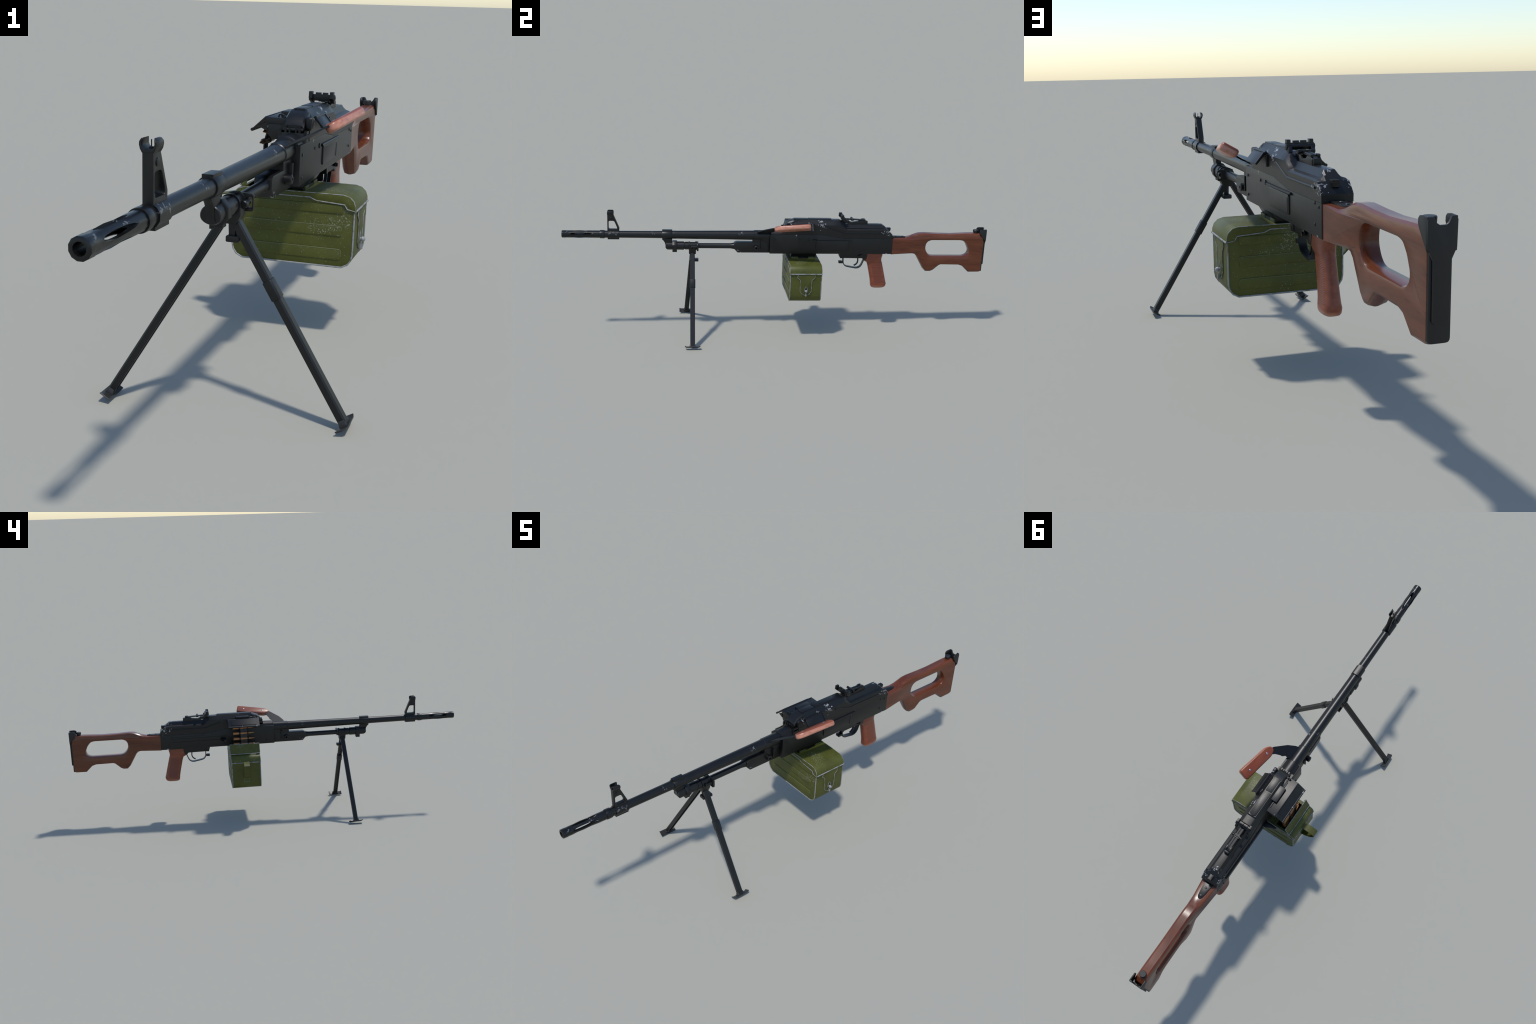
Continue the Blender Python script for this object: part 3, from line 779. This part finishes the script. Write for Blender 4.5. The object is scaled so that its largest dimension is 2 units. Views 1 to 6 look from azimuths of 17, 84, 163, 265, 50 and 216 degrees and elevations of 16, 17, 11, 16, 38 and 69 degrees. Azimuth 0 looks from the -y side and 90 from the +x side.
# ------------------------------------------------------------------ bipod
bipod = part('bipod',
    lathe('y', [(-0.4295, 0.0150), (-0.4295, 0.0205), (-0.4240, 0.0205), (-0.4235, 0.0172), (-0.3985, 0.0172), (-0.3980, 0.0205), (-0.3920, 0.0205), (-0.3920, 0.0150)], GAS, 26)
    + plate('y', [(-0.0205, 0.4130), (0.0205, 0.4130), (0.0205, 0.3930), (0.0125, 0.3760), (-0.0125, 0.3760), (-0.0205, 0.3930)], -0.4275, -0.3950, 0.002)
    + plate('y', [(-0.0040, 0.3400), (0.0075, 0.3400), (0.0090, 0.3770), (-0.0055, 0.3770)], -0.4190, -0.4030, 0.001)
    + plate('y', rounded([(-0.0085, 0.3405), (0.0175, 0.3405), (0.0175, 0.3525), (-0.0085, 0.3525)], 0.003), -0.4250, -0.3830, 0.001),
    MAT_STEEL)
part('pivot_nut', lathe('y', [(-0.4210, 0.0060), (-0.4195, 0.0078), (-0.4110, 0.0078), (-0.4100, 0.0058), (-0.388, 0.0058)], (0.0235, 0.4135), 16), MAT_STEEL, bipod)
part('sling_loop', plate('y', [(0.0, 0.3950), (0.016, 0.3950), (0.0310, 0.3955), (0.0340, 0.3985), (0.0340, 0.4250), (0.0310, 0.4285), (0.010, 0.4300), (-0.014, 0.4300), (-0.018, 0.40)], -0.3915, -0.3838, 0.0008,
     [rounded([(0.0240, 0.4020), (0.0315, 0.4020), (0.0315, 0.4235), (0.0240, 0.4235)], 0.004)], 0.0005), MAT_STEEL, bipod)
def leg_geo(top, bot, groove_side):
    top, bot = Vector(top), Vector(bot)
    t = (bot - top).normalized()
    yv = Vector((0, 1, 0)); yv = (yv - t * yv.dot(t)).normalized()
    sv = t.cross(yv).normalized()
    if sv.x * groove_side < 0:
        sv = -sv
    # channel section: open towards the inside
    s = [(-0.0108, 0.0075), (-0.0108, -0.0045), (-0.0080, -0.0078), (0.0080, -0.0078), (0.0108, -0.0045), (0.0108, 0.0075), (0.0060, 0.0075), (0.0055, 0.0035), (-0.0055, 0.0035), (-0.0060, 0.0075)]
    ring_ = lambda p, k=1.0: [tuple(p + yv * a * k + sv * b * k) for a, b in s]
    return loft([ring_(top), ring_(bot)]), t, yv, sv
R_TOP, R_BOT = (0.0100, -0.4040, 0.3930), (0.2415, -0.4110, 0.0102)
L_TOP, L_BOT = (-0.0090, -0.4040, 0.3930), (-0.2400, -0.4310, 0.0105)
for top, bot, side, collar in ((R_TOP, R_BOT, -1, True), (L_TOP, L_BOT, 1, False)):
    g, t, yv, sv = leg_geo(top, bot, side)
    leg = part('bipod_leg', g, MAT_STEEL, bipod, frame=IDENT)
    top, bot = Vector(top), Vector(bot)
    if collar:
        c0, c1 = top.lerp(bot, 0.300), top.lerp(bot, 0.388)
        sec_ = [(-0.0128, 0.0092), (-0.0128, -0.0065), (-0.0095, -0.0098), (0.0095, -0.0098), (0.0128, -0.0065), (0.0128, 0.0092)]
        part('leg_collar', loft([[tuple(c + yv * a + sv * b) for a, b in sec_] for c in (c0, c1)]), MAT_STEEL, bipod, frame=IDENT, bevel=0.0006)
    # skid: bent plate square to the leg
    fc = bot + t * 0.0005
    prof = [(-0.0355, -0.0012), (-0.0340, -0.0034), (-0.0275, -0.0002), (0.0275, -0.0002), (0.0340, -0.0034), (0.0355, -0.0012), (0.0280, 0.0028), (-0.0280, 0.0028)]
    skid = loft([[tuple(fc + yv * a + t * b + sv * w) for a, b in prof] for w in (-0.0120, 0.0120)])
    heel = loft([[tuple(fc - t * 0.012 + yv * a + sv * b) for a, b in ((-0.012, -0.006), (0.012, -0.006), (0.012, 0.006), (-0.012, 0.006))],
                 [tuple(fc + yv * a + sv * b) for a, b in ((-0.015, -0.008), (0.015, -0.008), (0.015, 0.008), (-0.015, 0.008))]])
    part('bipod_foot', skid + heel, MAT_FOOT, bipod, frame=IDENT, bevel=0.0005)

# ------------------------------------------------------------------ ammunition box
Y0, Y1 = 0.0363, 0.1805
half = [(0.1200, 0.3575), (0.1360, 0.3530), (0.1445, 0.3450), (0.1485, 0.3330), (0.1490, 0.3200), (0.1490, 0.2180), (0.1465, 0.2050), (0.1385, 0.1922), (0.1235, 0.1845)]
body_sec = half + [(-x, z) for x, z in half[::-1]]
box = part('ammunition_box', plate('y', body_sec, Y0, Y1, 0.0022), MAT_OLIVE)
lid_half_top = [(0.1515, 0.3215), (0.1508, 0.3340), (0.1465, 0.3460), (0.1370, 0.3550), (0.1220, 0.3595)]
lid_low = [(-0.1515, 0.3215), (-0.131, 0.3260), (-0.124, 0.3365), (-0.056, 0.3412), (-0.041, 0.3482), (0.041, 0.3482), (0.056, 0.3412), (0.124, 0.3365), (0.131, 0.3260)]
lid = part('box_lid', plate('y', lid_half_top + [(-x, z) for x, z in lid_half_top[::-1]] + lid_low[1:], Y0 - 0.0022, Y1 + 0.0022, 0.0020), MAT_OLIVE, box)
pocket = block(-0.1230, -0.0640, 0.0480, 0.1720, 0.3000, 0.3750)
boolean_cut(lid, pocket)
boolean_cut(box, block(-0.1230, -0.0640, 0.0480, 0.1720, 0.2600, 0.3750))

# bare-metal edges of the box
trim = Geo()
for y in (Y0 - 0.0002, Y1 + 0.0002):
    low = [(x, y, z) for x, z in [(0.1480, 0.3200), (0.1480, 0.2175), (0.1455, 0.2050), (0.1375, 0.1930), (0.1230, 0.1856), (-0.1230, 0.1856), (-0.1375, 0.1930), (-0.1455, 0.2050), (-0.1480, 0.2175), (-0.1480, 0.3200)]]
    trim = trim + rod(low, 0.0021, 8, up=(0, 1, 0))
for y in (Y0 - 0.0024, Y1 + 0.0024):
    trim = trim + rod([(x, y, z) for x, z in lid_low[1:]] , 0.0014, 8, up=(0, 1, 0))
    trim = trim + rod([(0.131, y, 0.3260), (0.1510, y, 0.3220)], 0.0014, 8, up=(0, 1, 0)) + rod([(-0.131, y, 0.3260), (-0.1510, y, 0.3220)], 0.0014, 8, up=(0, 1, 0))
    yy = y + (0.0011 if y < 0.1 else -0.0011)
    arc = [(x, z) for x, z in lid_half_top]
    trim = trim + rod([(x - 0.0010, yy, z - 0.0006) for x, z in arc] + [(-x + 0.0010, yy, z - 0.0006) for x, z in arc[::-1]], 0.0011, 8, up=(0, 1, 0))
for sgn in (1, -1):
    trim = trim + rod([(sgn * 0.1512, Y0 - 0.0035, 0.3222), (sgn * 0.1512, Y1 + 0.0035, 0.3222)], 0.0027, 8)
part('edge_trim', trim, MAT_TRIM, box)
# pressed stiffening ribs on the two broad sides
ribs = Geo()
for y, s in ((Y0, -1), (Y1, 1)):
    for z, x_end in ((0.2845, 0.1190), (0.2290, 0.1200)):
        y_ = y + s * 0.0013
        ribs = ribs + rod([(-x_end, y, z - 0.018), (-x_end, y_, z - 0.003), (-x_end + 0.004, y_, z), (x_end - 0.004, y_, z), (x_end, y_, z - 0.003), (x_end, y, z - 0.018)], 0.0009, 6, up=(0, 1, 0))
part('pressed_rib', ribs, MAT_RIB, box)
panels = Geo()
for y, s in ((Y0, -1), (Y1, 1)):
    for z0, z1 in ((0.2590, 0.2845), (0.2020, 0.2290), (0.3130, 0.3350)):
        panels = panels + plate('y', rounded([(-0.120, z0), (0.120, z0), (0.120, z1), (-0.120, z1)], 0.005, 3), y - 0.0018, y + 0.0018, 0.0017)
part('pressed_panel', panels, MAT_OLIVE, box)
# latch on the right
latch = [(0.071, 0.3185), (0.068, 0.3060), (0.082, 0.2930), (0.082, 0.2400), (0.090, 0.2270), (0.110, 0.2180), (0.127, 0.2270), (0.1350, 0.2400), (0.1360, 0.2930), (0.150, 0.3060), (0.150, 0.3185)]
part('latch_plate', plate('x', latch, 0.147, 0.1512, 0.0012), MAT_OLIVE, box)
part('latch_trim', rod([(0.1512, y, z) for y, z in latch], 0.0012, 6, up=(1, 0, 0))
     + rod([(0.1515, y, z) for y, z in ((0.1035, 0.238), (0.1030, 0.246), (0.1055, 0.256), (0.1085, 0.262), (0.1115, 0.262), (0.1145, 0.256), (0.1170, 0.246), (0.1165, 0.238))], 0.0011, 6, up=(1, 0, 0))
     + block(0.150, 0.1585, 0.1080, 0.1120, 0.2165, 0.2310), MAT_TRIM, box)
part('latch_knob', lathe('x', [(0.148, 0.0045), (0.156, 0.0045), (0.157, 0.0064), (0.161, 0.0058), (0.1640, 0.0030)], (0.110, 0.2420), 16), MAT_TRIM, box)
part('latch_slot', plate('x', rounded([(0.1055, 0.2420), (0.1145, 0.2420), (0.1115, 0.2605), (0.1085, 0.2605)], 0.002), 0.150, 0.1517), MAT_DARK, box)
# feed flap, strap and bracket on the left
part('feed_flap', plate('y', [(-0.1310, 0.3620), (-0.1285, 0.3640), (-0.1125, 0.4108), (-0.1148, 0.4116)], 0.0350, 0.1840, 0.0005)
     + plate('y', [(-0.1290, 0.3600), (-0.1140, 0.4080), (-0.1080, 0.3950), (-0.1180, 0.3600)], 0.0352, 0.0372), MAT_OLIVE, box)
part('flap_trim', rod([(-0.1300, 0.0345, 0.3640), (-0.1142, 0.0345, 0.4108), (-0.1142, 0.1845, 0.4108), (-0.1300, 0.1845, 0.3640)], 0.0015, 6, up=(0, 0.3, 1)) + rod([(-0.1312, 0.0345, 0.3635), (-0.1312, 0.1845, 0.3635)], 0.0018, 6), MAT_TRIM, box)
part('strap_handle', sweep([(-0.146, 0.1085, 0.3290), (-0.170, 0.1085, 0.3300), (-0.200, 0.1085, 0.3240), (-0.2075, 0.1085, 0.3190), (-0.2090, 0.1085, 0.3120), (-0.2040, 0.1085, 0.2950), (-0.1900, 0.1085, 0.2720), (-0.1700, 0.1085, 0.2530), (-0.148, 0.1085, 0.2420)],
     [(-0.0016, -0.0142), (0.0016, -0.0142), (0.0016, 0.0142), (-0.0016, 0.0142)], up=(0, 1, 0)), MAT_STRAP, box)
part('strap_bracket', rod([(-0.1495, 0.0955, 0.2425), (-0.1495, 0.1230, 0.2425), (-0.1495, 0.1230, 0.2225), (-0.1495, 0.0955, 0.2225)], 0.0010, 6, up=(1, 0, 0), closed=True), MAT_TRIM, box)
# clips that hang the box under the receiver
clip_mesh = mesh_from('box_clip', plate('x', [(0, 0.357), (0.035, 0.357), (0.035, 0.3690), (0, 0.3690)], 0.0215, 0.0258, 0.001), MAT_OLIVE, frame=IDENT)
repeat('box_clip', clip_mesh, [GUN @ Matrix.Translation((0, y, 0)) for y in (0.050, 0.133)], box)
part('clip_bar', block(0.019, 0.0245, 0.048, 0.169, 0.3600, 0.3665), MAT_STEEL, box)

# ------------------------------------------------------------------ ammunition belt
belt = part('ammunition_belt', rod([(-0.075, 0.108, 0.510), (-0.085, 0.108, 0.4895), (-0.0925, 0.108, 0.4630), (-0.0935, 0.108, 0.4350), (-0.0935, 0.108, 0.4080), (-0.0935, 0.108, 0.3400)], 0.0030, 6, up=(0, 1, 0)), MAT_DARK)
cart_prof = [(0.0545, 0.0040), (0.0545, 0.0078), (0.0515, 0.0080), (0.0510, 0.0070), (0.0495, 0.0074), (0.005, 0.0068), (-0.004, 0.0052), (-0.016, 0.0050), (-0.030, 0.0046), (-0.042, 0.0030), (-0.0525, 0.0010)]
cart_mesh = mesh_from('cartridge', lathe('y', cart_prof[::-1], (0, 0), 16), MAT_BRASS, frame=IDENT)
link_geo = (lathe('y', [(0.017, 0.0074), (0.017, 0.0090), (0.025, 0.0090), (0.025, 0.0074)], (0, 0), 14)
            + lathe('y', [(-0.0235, 0.0050), (-0.0235, 0.0068), (-0.0165, 0.0068), (-0.0165, 0.0050)], (0, 0), 14)
            + block(-0.0012, 0.0012, -0.016, 0.017, -0.0235, -0.0055))
link_mesh = mesh_from('belt_link', link_geo, MAT_DARK, frame=IDENT)
pos = [(-0.072, 0.513), (-0.0850, 0.4895), (-0.0925, 0.4630), (-0.0935, 0.4350), (-0.0935, 0.4075), (-0.0935, 0.3800), (-0.0935, 0.3525)]
cm, lm = [], []
for i, (x, z) in enumerate(pos):
    nx, nz = pos[i + 1] if i + 1 < len(pos) else (x, z - 0.028)
    ang = math.atan2(nx - x, -(nz - z))
    m = GUN @ Matrix.Translation((x, 0.1085 + random.uniform(-0.0008, 0.0008), z))
    cm.append(m @ Matrix.Rotation(random.uniform(0, 6.28), 4, 'Y'))
    lm.append(m @ Matrix.Rotation(-ang, 4, 'Y'))
repeat('cartridge', cart_mesh, cm, belt)
repeat('belt_link', link_mesh, lm, belt)
